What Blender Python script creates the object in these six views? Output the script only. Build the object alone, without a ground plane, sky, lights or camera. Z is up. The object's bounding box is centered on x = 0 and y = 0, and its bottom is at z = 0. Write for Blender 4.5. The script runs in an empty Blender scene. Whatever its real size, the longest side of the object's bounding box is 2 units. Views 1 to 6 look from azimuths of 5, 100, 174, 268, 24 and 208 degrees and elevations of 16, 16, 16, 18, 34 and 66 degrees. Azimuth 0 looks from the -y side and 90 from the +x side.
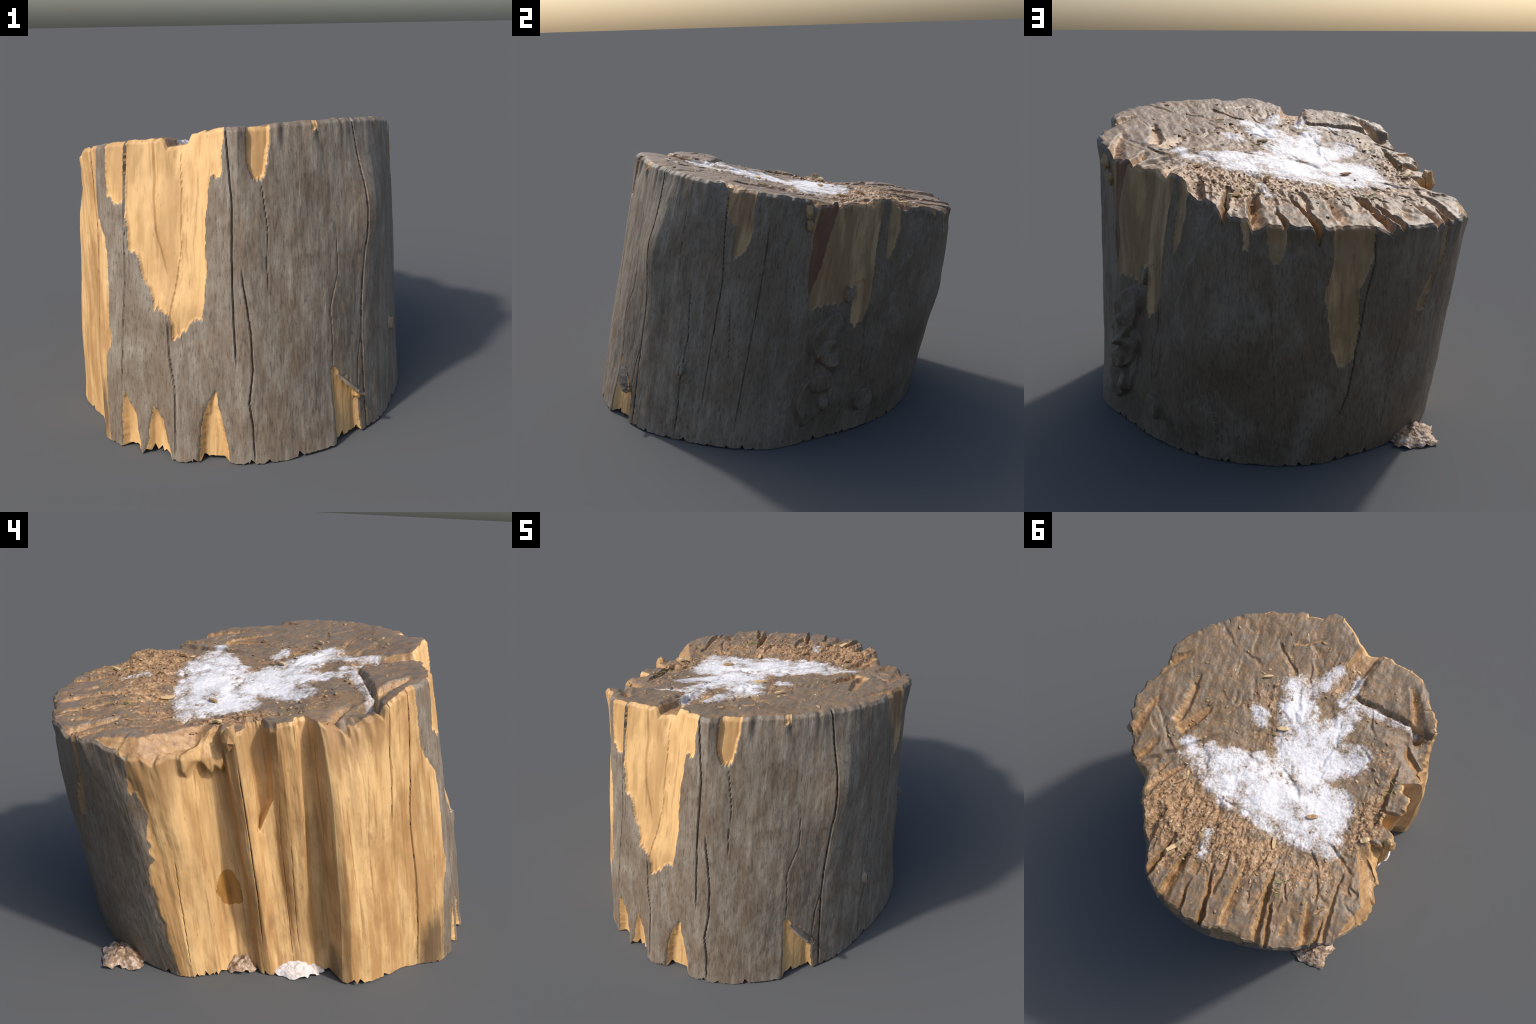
import bpy, math, random
import numpy as np
from mathutils import Vector, Matrix

random.seed(7)
rng = np.random.default_rng(7)

# ------------------------------------------------------------------ noise
_perm = np.random.default_rng(11).permutation(256)
_perm = np.concatenate([_perm, _perm])
_grad = np.array([(1,1,0),(-1,1,0),(1,-1,0),(-1,-1,0),(1,0,1),(-1,0,1),(1,0,-1),(-1,0,-1),
                  (0,1,1),(0,-1,1),(0,1,-1),(0,-1,-1)], float)

def perlin(x, y, z=0.0):
    x, y, z = np.broadcast_arrays(np.asarray(x, float), np.asarray(y, float), np.asarray(z, float))
    xi, yi, zi = np.floor(x).astype(int), np.floor(y).astype(int), np.floor(z).astype(int)
    xf, yf, zf = x - xi, y - yi, z - zi
    u, v, w = (t * t * t * (t * (t * 6 - 15) + 10) for t in (xf, yf, zf))
    def corner(i, j, k):
        h = _perm[_perm[_perm[(xi + i) & 255] + ((yi + j) & 255)] + ((zi + k) & 255)] % 12
        g = _grad[h]
        return g[..., 0] * (xf - i) + g[..., 1] * (yf - j) + g[..., 2] * (zf - k)
    def mix(a, b, t):
        return a + (b - a) * t
    return mix(mix(mix(corner(0,0,0), corner(1,0,0), u), mix(corner(0,1,0), corner(1,1,0), u), v),
               mix(mix(corner(0,0,1), corner(1,0,1), u), mix(corner(0,1,1), corner(1,1,1), u), v), w)

def fbm(x, y, z=0.0, octaves=3, gain=0.5):
    total, amp, f = 0.0, 1.0, 1.0
    for o in range(octaves):
        total = total + amp * perlin(x * f + 17.3 * o, y * f - 9.1 * o, z * f + 5.7 * o)
        amp *= gain
        f *= 2.03
    return total

def smooth(t):
    t = np.clip(t, 0, 1)
    return t * t * (3 - 2 * t)

def ring(table, az):
    """value of a closed table of (azimuth, value), interpolated"""
    a = np.array(table, float)
    x = np.concatenate([a[:, 0] - 360, a[:, 0], a[:, 0] + 360])
    y = np.concatenate([a[:, 1]] * 3)
    return np.interp(np.asarray(az) % 360, x, y)

# ------------------------------------------------------------------ the trunk: two outlines joined by fibres
# azimuth 0 faces -y, 90 faces +x; every fibre runs from the base outline to the leaning top outline
BASE_CENTRE = (0.0, -0.10)
TOP_CENTRE = (0.0, 0.15)
BASE_RADIUS = [(0,.895),(6,.91),(12.6,.906),(21.5,.892),(32.5,.875),(44,.838),(55,.826),(70,.793),(84,.80),(92,.806),
    (105,.817),(110,.808),(120,.788),(129,.79),(142,.818),(155,.848),(168,.878),(180,.898),(190,.905),(200,.895),(213,.895),
    (224,.885),(233,.872),(238,.862),(242,.83),(247.5,.775),(249.5,.715),(252,.675),(259,.67),(261,.705),(264.5,.71),(267,.685),
    (279,.675),(283,.665),(286.5,.675),(287.5,.785),(290,.82),(301,.812),(310,.804),(317,.83),(322,.885),(330,.908),(340,.9),(349,.915)]
TOP_RADIUS = [(0,.86),(4.4,.862),(7,.83),(13.3,.822),(21,.80),(31.4,.785),(43,.768),(55,.767),(67,.758),(75,.72),(84,.725),
    (95,.744),(104,.718),(108,.69),(114,.684),(120,.655),(122,.610),(126,.60),(134.5,.638),(143.5,.65),(148.5,.697),(156,.715),
    (163,.787),(170,.825),(178,.835),(187,.856),(197,.854),(202,.865),(209,.890),(218.6,.905),(230,.922),(238.5,.914),
    (243.5,.905),(248.5,.845),(253,.77),(255.5,.71),(257,.68),(262.5,.67),(264,.72),(268,.735),(270,.72),(271.5,.69),
    (277,.70),(281,.735),(286,.74),(287.5,.715),(291,.71),(292.2,.775),(297,.775),(303,.824),(310,.879),(316,.893),(320,.909),
    (327,.926),(332,.90),(339,.858),(342,.834),(347,.79),(350,.80),(354,.829)]
FIBRE_TWIST = [(0,0),(236,0),(244,-2.5),(255,-7),(264,-3),(270,-3.5),(287,-5),(293,-5.2),(303,-1.5),(312,0)]
BULGE_HIGH = [(0,.015),(30,.0),(40,.006),(50,.022),(58,.020),(65,.016),(85,.014),(97,-.004),(105,-.020),(112,-.018),(120,0),(150,.020),(175,.038),
    (195,.025),(215,.006),(235,.002),(250,0),(291.2,0),(292.4,.036),(297,.045),(303,.030),(310,.000),(318,-.004),(325,.010),(335,.012),(345,.02)]
BULGE_LOW = [(0,.012),(20,0),(60,-.004),(85,.002),(105,-.018),(120,-.005),(135,.015),(150,.025),(165,.012),(180,.012),(200,.002),(222,.006),(235,.005),(244,-.005),
    (250,-.024),(265,-.020),(291.0,-.018),(292.3,.012),(300,.014),(308,.006),(320,.018),(335,.01),(345,.02)]
# local swellings and hollows of the wall: fibre, height, spread in degrees, spread in height, amount
WALL_SWELLS = [(347,.63,6,.10,.026),(342,.57,5,.09,.014),(345,.42,7,.10,.010),(48,.98,8,.19,.040),(32,.30,6,.16,-.014),(57,.64,4,.22,-.018),(67,.33,4,.10,.012),
    (15,.80,5,.20,-.010),(98,1.02,6,.20,-.028),(95,.75,5,.18,-.012),(104,.50,6,.20,-.010),(116,.98,5,.16,.024),(133,.84,4,.10,.014),(141,.56,4,.08,-.016),
    (162,.53,10,.11,.028),(160,.28,12,.09,-.008),(131,.18,6,.08,.014),(180,.60,6,.08,.010),(221,.42,7,.14,.014),(223,.20,8,.10,.008),(213,.50,5,.14,.008),
    (338,.28,5,.10,-.008),(339,1.17,4,.08,-.010),(243,.58,4,.28,-.018),(267,.60,3,.35,.020),(285,.62,2,.35,.010),(276,.52,4,.42,-.020),(122,.45,4,.20,.014),(314,.65,4,.25,-.012)]

def outlines(phi):
    a = np.radians(phi)
    rt = ring(TOP_RADIUS, phi)
    base_az = phi + ring(FIBRE_TWIST, phi)
    b = np.radians(base_az)
    rb = ring(BASE_RADIUS, base_az)
    return (TOP_CENTRE[0] + rt * np.sin(a), TOP_CENTRE[1] - rt * np.cos(a),
            BASE_CENTRE[0] + rb * np.sin(b), BASE_CENTRE[1] - rb * np.cos(b))

def calm_top_radius(phi):
    """rim outline without its small notches; the split face keeps its steps"""
    calm = sum(ring(TOP_RADIUS, phi + k) for k in (-6, -4, -2, 0, 2, 4, 6)) / 7
    p = phi % 360
    keep = smooth((p - 240) / 6) * smooth((300 - p) / 6)
    return calm + (ring(TOP_RADIUS, phi) - calm) * keep

def top_plane(x, y):
    return 1.2215 + 0.1284 * x - 0.1963 * y

def side_point(phi, z):
    """undisplaced trunk surface at a fibre and a height"""
    tx, ty, bx, by = outlines(phi)
    zt = top_plane(tx, ty)
    t = z / zt
    b = ring(BULGE_HIGH, phi) * np.exp(-((t - .68) / .30) ** 2) + ring(BULGE_LOW, phi) * np.exp(-((t - .27) / .20) ** 2)
    b = b * smooth(t / .15) * smooth((1 - t) / .10)
    for f, h, wf, wh, k in WALL_SWELLS:
        b = b + k * np.exp(-(((phi - f + 180) % 360 - 180) / wf) ** 2 - ((z - h) / wh) ** 2)
    a = np.radians(phi)
    b = b + (calm_top_radius(phi) - ring(TOP_RADIUS, phi)) * t * smooth((1 - t) / .20)     # notches of the rim fade out downwards
    x, y = bx + (tx - bx) * t + b * np.sin(a), by + (ty - by) * t - b * np.cos(a)
    # the ridges of the split face bow sideways between foot and rim
    p = phi % 360
    bow = np.radians(.5) * smooth((p - 257) / 6) * smooth((302 - p) / 8) * 4 * t * (1 - t)
    mx, my = BASE_CENTRE[0] + (TOP_CENTRE[0] - BASE_CENTRE[0]) * t, BASE_CENTRE[1] + (TOP_CENTRE[1] - BASE_CENTRE[1]) * t
    dx, dy = x - mx, y - my
    return mx + dx * np.cos(bow) - dy * np.sin(bow), my + dx * np.sin(bow) + dy * np.cos(bow), zt

# ------------------------------------------------------------------ the hacked top
def along(x, y, x0, y0, x1, y1):
    """position along a segment (0..1 unclamped), signed distance to its left, its length"""
    dx, dy = x1 - x0, y1 - y0
    l = math.hypot(dx, dy)
    u = ((x - x0) * dx + (y - y0) * dy) / (l * l)
    v = ((x - x0) * -dy + (y - y0) * dx) / l
    return u, v, l

# axe cuts: inner end, outer end, half width, depth
CUTS = [(.40,.50,.48,.74,.030,.032),(.29,.56,.34,.90,.062,.046),(.21,.66,.22,.94,.018,.050),(.12,.68,.11,1.0,.032,.056),(.02,.82,-.01,1.03,.015,.032),
    (-.04,.70,-.12,1.04,.020,.052),(-.14,.56,-.20,.88,.030,.022),(-.28,.52,-.43,1.01,.028,.046),(-.37,.70,-.46,1.0,.018,.042),(-.50,.60,-.60,.93,.036,.038),
    (-.60,.66,-.67,.89,.016,.028),(-.60,.40,-.655,.72,.020,.018),(-.30,.66,-.33,.82,.026,.014),(-.06,.60,-.10,.80,.024,.018),(.03,.56,.02,.76,.030,.018),
    (.63,.10,.665,.40,.034,.026),(.50,-.09,.49,.15,.032,.026),(.38,.02,.42,.20,.038,.024),(.60,-.17,.70,0.0,.030,.026),
    (.24,-.44,.11,-.33,.018,.013),(.02,-.58,.14,-.47,.015,.010),(-.45,-.55,-.60,-.37,.036,.045),(-.56,-.30,-.75,-.19,.030,.030),
    (-.60,-.20,-.61,.10,.024,.026),(.53,.28,.60,.52,.026,.030),(.34,.33,.44,.60,.034,.022)]

# broad swells of the top: x, y, radius, height
SWELLS = [(-.42,.92,.20,.012),(-.70,-.28,.14,-.045),(-.60,-.36,.08,-.02),(-.20,.15,.32,-.030),(-.45,.0,.20,-.014),
    (-.05,-.68,.10,.012),(-.02,-.36,.12,-.010),(.38,.62,.15,.026),(.26,.32,.16,.006),(-.06,.25,.14,.018),(-.30,.49,.12,-.010),(-.75,.50,.12,.018)]

def rugged(x, y):
    """how much a place is gnawed and covered with crumbs"""
    m = np.exp(-(((x - .22) / .24) ** 2 + ((y - .58) / .22) ** 2)) * 1.0
    m = m + .55 * np.exp(-(((x + .10) / .30) ** 2 + ((y - .56) / .14) ** 2))
    m = m + .9 * np.exp(-(((x + .58) / .08) ** 2 + ((y - .17) / .18) ** 2))
    m = m + .6 * np.exp(-(((x + .18) / .07) ** 2 + ((y + .42) / .10) ** 2))
    m = m + .50 * np.exp(-(((x - .05) / .16) ** 2 + ((y + .08) / .14) ** 2)) + .35 * np.exp(-(((x + .42) / .16) ** 2 + ((y - .46) / .12) ** 2)) + .3 * np.exp(-(((x + .48) / .12) ** 2 + ((y + .12) / .14) ** 2))
    return np.clip(m, 0, 1)

# many lighter strokes, chopped at varying slants, thick over the back and sparse over the front
_r = np.random.default_rng(33)
STROKES = []
for k in range(100):
    x0, y0 = _r.uniform(-.68, .42), _r.uniform(.34, .72)
    if k > 50:
        x0, y0 = _r.uniform(-.35, .66), _r.uniform(-.55, .25)
    slant = math.radians(_r.normal(100, 24) if k % 3 else _r.normal(140, 35))
    l = _r.uniform(.06, .19)
    STROKES.append((x0, y0, x0 + math.cos(slant) * l, y0 + math.sin(slant) * l, _r.uniform(.012, .034), _r.uniform(.004, .014) * (.7 if k > 50 else 1)))

def cut_depth(x, y):
    wob = .008 * perlin(x * 22, y * 22, 3.1) + .004 * perlin(x * 60, y * 60, 1.1)
    uneven = 1 + .5 * perlin(x * 14, y * 14, 7.7)
    total = np.zeros_like(x)
    for i, (x0, y0, x1, y1, w, d) in enumerate(CUTS + STROKES):
        pad = .06
        sel = (x > min(x0, x1) - pad) & (x < max(x0, x1) + pad) & (y > min(y0, y1) - pad) & (y < max(y0, y1) + pad * 2)
        if not sel.any():
            continue
        u, v, l = along(x[sel], y[sel], x0, y0, x1, y1)
        v = v + wob[sel] + .010 * np.sin(u * 3.5 + i * 1.7)
        if i % 3 == 0:
            v = -v
        ww = w * (.55 + .55 * np.clip(u, 0, 1))
        if i < len(CUTS):
            near = smooth((u + .05) / .35) * smooth((1.25 - u) / .15)
        else:
            near = smooth((u + .05) / .3) * smooth((1.1 - u) / .3)
        flank = np.where(v > 0, 1 - v / (ww * .65), 1 + v / (ww * 1.7))
        lip = .12 * np.exp(-((v - ww * .75) / (ww * .4)) ** 2)
        k = d * near * (smooth(flank) - lip) * (.55 + .45 * np.clip(u, 0, 1)) * uneven[sel]
        total[sel] = np.where(k > 0, np.maximum(total[sel], k), total[sel] + k * (total[sel] < .004))
    return total

def chunk_inside(x, y):
    wob = .010 * perlin(x * 30, y * 30, 8.8) + .006 * perlin(x * 70, y * 70, 1.8)
    _, s1, _ = along(x, y, -.244, -.372, -.70, -.398)     # crevice: chunk lies on its -y side
    _, s2, _ = along(x, y, -.245, -.403, -.262, -.66)     # notch: chunk lies on its -x side
    return s1 + wob, -s2 + wob

def bevel_distance(x, y):
    """how far a place lies outside the line where the bevel starts"""
    _, a, _ = along(x, y, -.585, .27, -.745, .535)
    _, b, _ = along(x, y, -.745, .535, -.69, .80)
    return np.where((x < -.3) & (y > .22) & (y < .84), np.maximum(a * smooth((y - .25) / .08), b * smooth((.80 - y) / .14)), -1) * 1.0

def top_height(x, y, detail=True):
    z = top_plane(x, y)
    for cx, cy, r, h in SWELLS:
        z = z + h * np.exp(-((x - cx) ** 2 + (y - cy) ** 2) / r ** 2)
    z = z + smooth((y - .36) / .32) * (.040 - .014 * smooth((x + .15) / .3))      # the back is left standing higher
    # raised chunk at the front left, behind a crevice
    s1, s2 = chunk_inside(x, y)
    z = z + smooth(s1 / .014 + .5) * smooth(s2 / .02 + .5) * (.010 + .014 * np.exp(-((x + .58) ** 2 + (y + .45) ** 2) / .02))
    z = z - .018 * np.exp(-((s1 + .009) / .009) ** 2) * smooth((x + .75) / .05) * smooth((-.22 - x) / .04)
    # notch running in from the front rim
    u, v, l = along(x, y, -.215, -.72, -.150, -.36)
    v = v + .012 * perlin(x * 25, y * 25, 4.4)
    z = z - (.046 - .024 * np.clip(u, 0, 1)) * smooth((.062 - np.abs(v)) / .022) * smooth((1.15 - u) / .25)
    # the right half steps down along a ledge towards the gnawed quarter
    u, v, l = along(x, y, .56, .475, .26, .13)
    v = v + .012 * perlin(x * 18, y * 18, 6.1)
    z = z - .022 * smooth((-v) / .016 + .5) * np.exp(np.minimum(v, 0) / .16) * smooth((1.15 - u) / .5)
    z = z - cut_depth(x, y)
    # hewn bevel over the left end of the split face
    z = z - 1.0 * np.clip(bevel_distance(x, y) + .006 * perlin(x * 45, y * 45, 3.9), 0, .06)
    if detail:
        rough = rugged(x, y)
        z = z + .007 * fbm(x * 7, y * 7, 1.3, 3, .55) * (1 - .5 * rough)
        z = z + (.0020 + .0085 * rough) * fbm(x * 30, y * 18, 2.2, 3, .65)
        ridged = np.abs(perlin(x * 17 + 3, y * 11, 5.0))
        z = z + rough * (.022 * ridged - .006)
        # faint hacking strokes on the smooth part
        s = x * .93 + y * .25
        z = z + .0022 * perlin(s * 42, (y - x * .3) * 6, 9.5) * (1 - rough)
    return z

# ------------------------------------------------------------------ patches of bare wood on the side: rows of (height, left, right)
PATCHES = {
 "peel_front": (.013, [(1.45,332,361),(1.19,332,360),(1.17,332,357),(1.0,332.3,355.5),(.86,333.5,355.5),(.83,335.5,355.7),(.78,336.8,356),
     (.70,339,355.6),(.636,341.5,355.2),(.606,345.5,355),(.575,346.5,352),(.51,347,347.6)]),
 "peel_strip": (.008, [(1.45,326,331.7),(1.08,326,331.7),(1.05,328.5,331.7),(1.04,330.5,331.7)]),
 "peel_rim": (.022, [(1.45,6.5,14.5),(1.24,6.8,13),(1.18,7.5,12.2),(1.155,10.5,11.8)]),
 "chip_a": (.016, [(.233,331,332),(.167,330.5,335),(-.1,329.5,337.5)]),
 "chip_b": (.014, [(.205,340.8,342),(.16,339.5,343.5),(-.1,337,349)]),
 "chip_c": (.020, [(.287,357.6,358.6),(.19,355,360),(-.1,353.3,363.5)]),
 "chip_d": (.010, [(.33,32.8,33.5),(.28,33,38.5),(.16,33.5,44),(-.1,34,45.6)]),
 "peel_right": (.010, [(1.45,72,84.5),(1.17,75,85.3),(1.137,78,85.7),(1.10,79,86),(1.033,80,85),(.966,80.6,81.4)]),
 "peel_large": (.005, [(1.45,108,142),(1.26,108,142),(1.05,107.5,140),(.917,108.5,138.8),(.80,110,139),(.78,110.5,127.5),(.70,111.7,127.5)]),
 "peel_tongue": (.006, [(.80,131,139),(.655,131,138.5),(.6,131,136.5),(.575,132.5,134)]),
 "peel_sliver": (.008, [(1.40,145,150),(1.03,144,149),(.93,144,147.5),(.878,143.8,144.5)]),
 "peel_back": (.012, [(1.30,192,203.5),(.93,191.3,201.5),(.78,189,198),(.66,190.5,198),(.55,191,198),(.505,192.5,198),(.47,193.5,195)]),
 "peel_thin": (.012, [(1.20,224.5,227),(.86,222.2,224),(.71,216.5,220),(.665,216,219),(.634,215.8,216.6)]),
 "peel_small": (.008, [(1.30,168,171),(.96,169,170.5)]),
 "peel_smear": (.006, [(1.30,174,181),(1.0,175,180),(.92,176.5,178)]),
 "peel_nick": (.008, [(1.50,27,30),(1.33,27.5,29.5)]),
}
SPLIT = [(1.45,236,320),(1.05,236,320.4),(.97,240.5,321.4),(.91,240.5,325),(.835,240,326),(.83,242.3,326.2),(.73,242,326.5),(.68,241.5,326.6),
    (.6,240.5,326.5),(.52,239.3,326.8),(.487,239,327.8),(.44,238.2,327),(.39,238,325.6),(.32,238,325),(.0,238.5,324.6),(-.1,238.5,324.6)]
SPLIT_NOTCH = [(1.5,271.5,278),(1.0,271,278),(.8,271,277.2),(.66,270,271)]
RED_STREAK = [(1.45,110,118),(1.2,109.5,117),(1.08,108.5,115),(.91,108.8,113.3),(.78,109.5,111)]

def rows_distance(phi, z, rows):
    """inward distance (metres, roughly) from the ragged edge of a patch given by rows; negative outside"""
    r = np.array(sorted(rows), float)
    mid = .5 * (r[0, 1] + r[0, 2])
    p = (phi - mid + 180) % 360 - 180 + mid
    left = np.interp(z, r[:, 0], r[:, 1])
    right = np.interp(z, r[:, 0], r[:, 2])
    side = np.minimum(p - left, right - p) * .0145
    return np.minimum(side, np.minimum(z - r[0, 0], r[-1, 0] - z))

def ragged(phi, z):
    """shifts that make patch edges follow torn fibres"""
    a = np.radians(phi)
    sx, sy = np.sin(a) * .85, np.cos(a) * .85
    zz = z + .022 * perlin(sx * 38, sy * 38, z * 3) + .014 * perlin(sx * 95, sy * 95, z * 5)
    edge = smooth((phi - 228) / 4) * smooth((252 - phi) / 4)
    phi = phi + edge * (1.5 * perlin(sx * 4, sy * 4, z * 9) + 1.0 * perlin(sx * 4, sy * 4, z * 26))
    pp = phi + .35 * perlin(sx * 9, sy * 9, z * 16) + .25 * perlin(sx * 20, sy * 20, z * 50)
    return pp, zz

# cracks along the fibres: (fibre, height) points, half width, depth
CRACKS = [([(1,1.40),(1.5,1.31),(3,1.06),(3,.79),(3.5,.55),(4.2,.40)],.0050,.030),
    ([(11,1.15),(13,.94),(12.5,.82),(13,.70)],.0032,.016),
    ([(5.5,.80),(6,.74),(8,.54),(8.5,.39),(7.5,.25),(8.5,.16),(9,.0)],.0050,.028),
    ([(43,1.45),(45,1.26),(46.5,1.09),(47,.86),(46.5,.60),(46.3,.43),(47,.2),(48,.0)],.0065,.036),
    ([(46.5,.45),(44.5,.34),(44,.2)],.004,.02),
    ([(345.5,.62),(346,.45),(347.5,.31),(347.5,.0)],.0040,.024),
    ([(332,1.40),(332,1.0),(332.3,.8),(331.5,.46),(331,.25)],.0040,.022),
    ([(346.5,1.30),(348,1.09),(348.5,.87),(347,.69),(346,.58)],.0036,.016),
    ([(35.5,.90),(36,.74),(32.5,.59),(33.5,.42),(33.5,.33)],.0034,.015),
    ([(60,1.25),(60.5,1.1),(61,.94),(61,.80)],.0034,.016),
    ([(74,1.30),(75,1.17),(78,.85),(77.5,.56),(77.5,.20)],.0038,.022),
    ([(66.5,.80),(68,.56),(67.5,.39),(68,.19),(68.5,.0)],.0042,.022),
    ([(91.5,1.15),(92,.92),(92,.6),(91.5,.33),(91.5,.10)],.0036,.020),
    ([(82.5,.73),(85,.47),(85,.15)],.003,.014),([(138.5,.66),(138,.49),(137.5,.37),(138,.26)],.0036,.018),
    ([(176,.80),(177,.5),(178,.25)],.003,.013),([(162,.46),(159.5,.32),(162,.19),(163,.05)],.003,.014),
    ([(202.5,1.02),(202,.91),(199.5,.76),(198.5,.59),(197,.35),(194.5,.22)],.0048,.026),([(211,.6),(209,.3),(208,.05)],.003,.012),
    ([(310,1.25),(310,1.0),(310,.89),(309.5,.70)],.0045,.026),([(317,1.28),(317.5,1.1),(317.5,.88),(316.5,.65),(316.5,.28),(316,.0)],.0055,.034),
    ([(279,.82),(277.8,.6),(278,.43),(277,.04)],.0028,.012),([(281,.66),(280.5,.4),(280,.1)],.0026,.010),
    ([(267.5,.95),(267.3,.7),(267,.4),(266,.15)],.0036,.018),([(303,.95),(302,.8),(301.5,.6)],.003,.010),([(322.5,.9),(322,.5),(321,.2)],.003,.012),
    ([(22,1.3),(23,1.0),(22,.75)],.0025,.008),([(28,.6),(27,.4),(27.5,.15)],.0025,.008),([(17,.5),(17.5,.3),(16.5,.05)],.0025,.008),
    ([(54,1.2),(55,.7),(55.5,.2)],.0025,.009),([(99,.9),(100,.5),(100,.2)],.0025,.009),([(186,.5),(187,.2)],.0025,.009),
    ([(246,.55),(245,.3),(244,.05)],.003,.012),([(339.5,1.3),(340,1.07),(341,.93),(345,.75)],.010,.014),([(296,.8),(297,.4)],.003,.010)]

def crack_depth(phi, z):
    a = np.radians(phi)
    wob = .12 * perlin(np.sin(a) * 6, np.cos(a) * 6, z * 9) + .07 * perlin(np.sin(a) * 6, np.cos(a) * 6, z * 34)
    total = np.zeros_like(phi)
    for pts, w, d in CRACKS:
        if d < .010:
            d = d * .5          # hairlines that barely show
        q = np.array(sorted((h, f) for f, h in pts))
        mid = q[:, 1].mean()
        p = (phi - mid + 180) % 360 - 180 + mid
        sel = np.abs(p - mid) < 8
        c = np.interp(z[sel], q[:, 0], q[:, 1])
        e = np.minimum(z[sel] - q[0, 0], q[-1, 0] - z[sel])
        k = smooth((e + .03) / .10)
        dist = np.abs(p[sel] + wob[sel] - c) * .0145
        total[sel] = np.maximum(total[sel], d * k * smooth(1.15 - dist / (w * .45 * (.6 + .4 * k)) * .75) * .55)
    return total

# thick bark that ends in a raised, crumbly edge, and lumps of loose bark
BARK_EDGE = [(1.15,160.5),(1.085,160),(.95,155.5),(.84,152),(.7,148.5),(.5,144),(.3,142),(.05,140)]
# lumps: fibre, height, half width (deg), half height, thickness
LUMPS = [(120.5,.55,7,.13,.040),(121.5,.40,6.5,.14,.034),(118.5,.24,7,.13,.036),(124,.30,5,.14,.024),(139,.18,3.6,.07,.034),(129,.75,1.8,.05,.030),
    (67.5,.385,1.6,.03,.024),(139,.40,2.5,.10,.008),(70,.40,3,.09,.006)]

def side_relief(phi, z, zt, inside):
    a = np.radians(phi)
    sx, sy = np.sin(a) * .85, np.cos(a) * .85
    d = .004 * perlin(sx * 3.1, sy * 3.1, z * 1.6) + .004 * perlin(sx * 8, sy * 8, z * 3.2)
    d = d + .0010 * perlin(sx * 40, sy * 40, z * 4) + .0008 * perlin(sx * 110, sy * 110, z * 12) + .0018 * fbm(sx * 22, sy * 22, z * 14, 2)
    # long ridges and flutes of the split face
    s = smooth(inside["split"] / .02 + .2)
    flute = perlin(sx * 8 + 4, sy * 8, z * 2.4 + 2) + .22 * perlin(sx * 26, sy * 26, z * 2.2)
    d = d + s * (.014 * flute + .0015 * perlin(sx * 60, sy * 60, z * 1.5))
    torn = smooth(1 - (zt - z - .05 * perlin(sx * 18, sy * 18, 3.0)) / .13)
    d = d + s * torn * (.016 * perlin(sx * 22, sy * 22, z * 5) + .008 * perlin(sx * 50, sy * 50, z * 9))
    # the long groove is roofed over near its top by a hewn ledge
    d = d + .05 * smooth((phi - 250.5) / 4) * smooth((263.6 - phi) / 1.2) * smooth((z - .90 - .07 * perlin(sx * 26, sy * 26, 1.0)) / .05) * smooth((1.06 - z) / .09)
    lobe = s * np.exp(-((phi - 248) / 5.0) ** 2)
    d = d + lobe * .014 * perlin(sx * 12 + z * 2.5, sy * 12, z * 3.0)
    d = d - .042 * smooth(rows_distance(phi, z, SPLIT_NOTCH) / .012)
    for name, (depth, rows) in PATCHES.items():
        f = inside[name]
        grow = smooth((.30 - z) / .3) * .016 if name.startswith("chip") else 0.0
        soft = .035 if name.startswith("chip") else .012
        d = d - (depth + grow) * smooth(f / soft + .3)
    r = np.array(sorted(BARK_EDGE), float)
    e = (phi - np.interp(z, r[:, 0], r[:, 1])) * .0145 + .018 * perlin(sx * 14, sy * 14, z * 14)
    d = d + .014 * smooth(e / .02 + .5) * np.exp(-np.maximum(e, 0) / .16) * smooth((z) / .2)
    crumb = .5 + perlin(sx * 13, sy * 13, z * 11)
    for f, h, wf, wh, t in LUMPS:
        p = (phi - f + 180) % 360 - 180
        q = 1 - np.sqrt((p / wf) ** 2 + ((z - h) / wh) ** 2) + .4 * perlin(sx * 9, sy * 9, z * 8)
        d = d + t * smooth(q / .14) * (.5 + .45 * crumb) 
    d = d - crack_depth(phi, z)
    # the rim is rounded over and nibbled
    d = d - .012 * smooth(1 - (zt - z) / .020) ** 2
    nib = perlin(sx * 13, sy * 13, 2.5) + .6 * perlin(sx * 30, sy * 30, 7.5)
    d = d + .014 * nib * smooth(1 - (zt - z) / .16)
    return d

# ------------------------------------------------------------------ sampled grids
step = lambda a, b, n: np.linspace(a, b, n, endpoint=False)
PHI = np.concatenate([step(0, 236, 920), step(236, 330, 520), step(330, 360, 120)])
NU, NV, NR = len(PHI), 350, 220

def teeth(phi):
    """broken lower edge: sharp little steps cut into the last centimetres"""
    n = 190
    k = phi / 360 * n
    i = np.floor(k).astype(int)
    r = np.random.default_rng(5)
    jump = np.where(r.random(n) < .42, r.random(n) * .026, r.random(n) * .005)
    lean = r.random(n)
    f = k - i
    saw = jump[i % n] * np.where(f < lean[i % n], f / np.maximum(lean[i % n], .05), (1 - f) / np.maximum(1 - lean[i % n], .05))
    slow = .012 * np.clip(perlin(np.sin(np.radians(phi)) * 5, np.cos(np.radians(phi)) * 5, 3.3), 0, 1)
    return saw + slow

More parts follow.
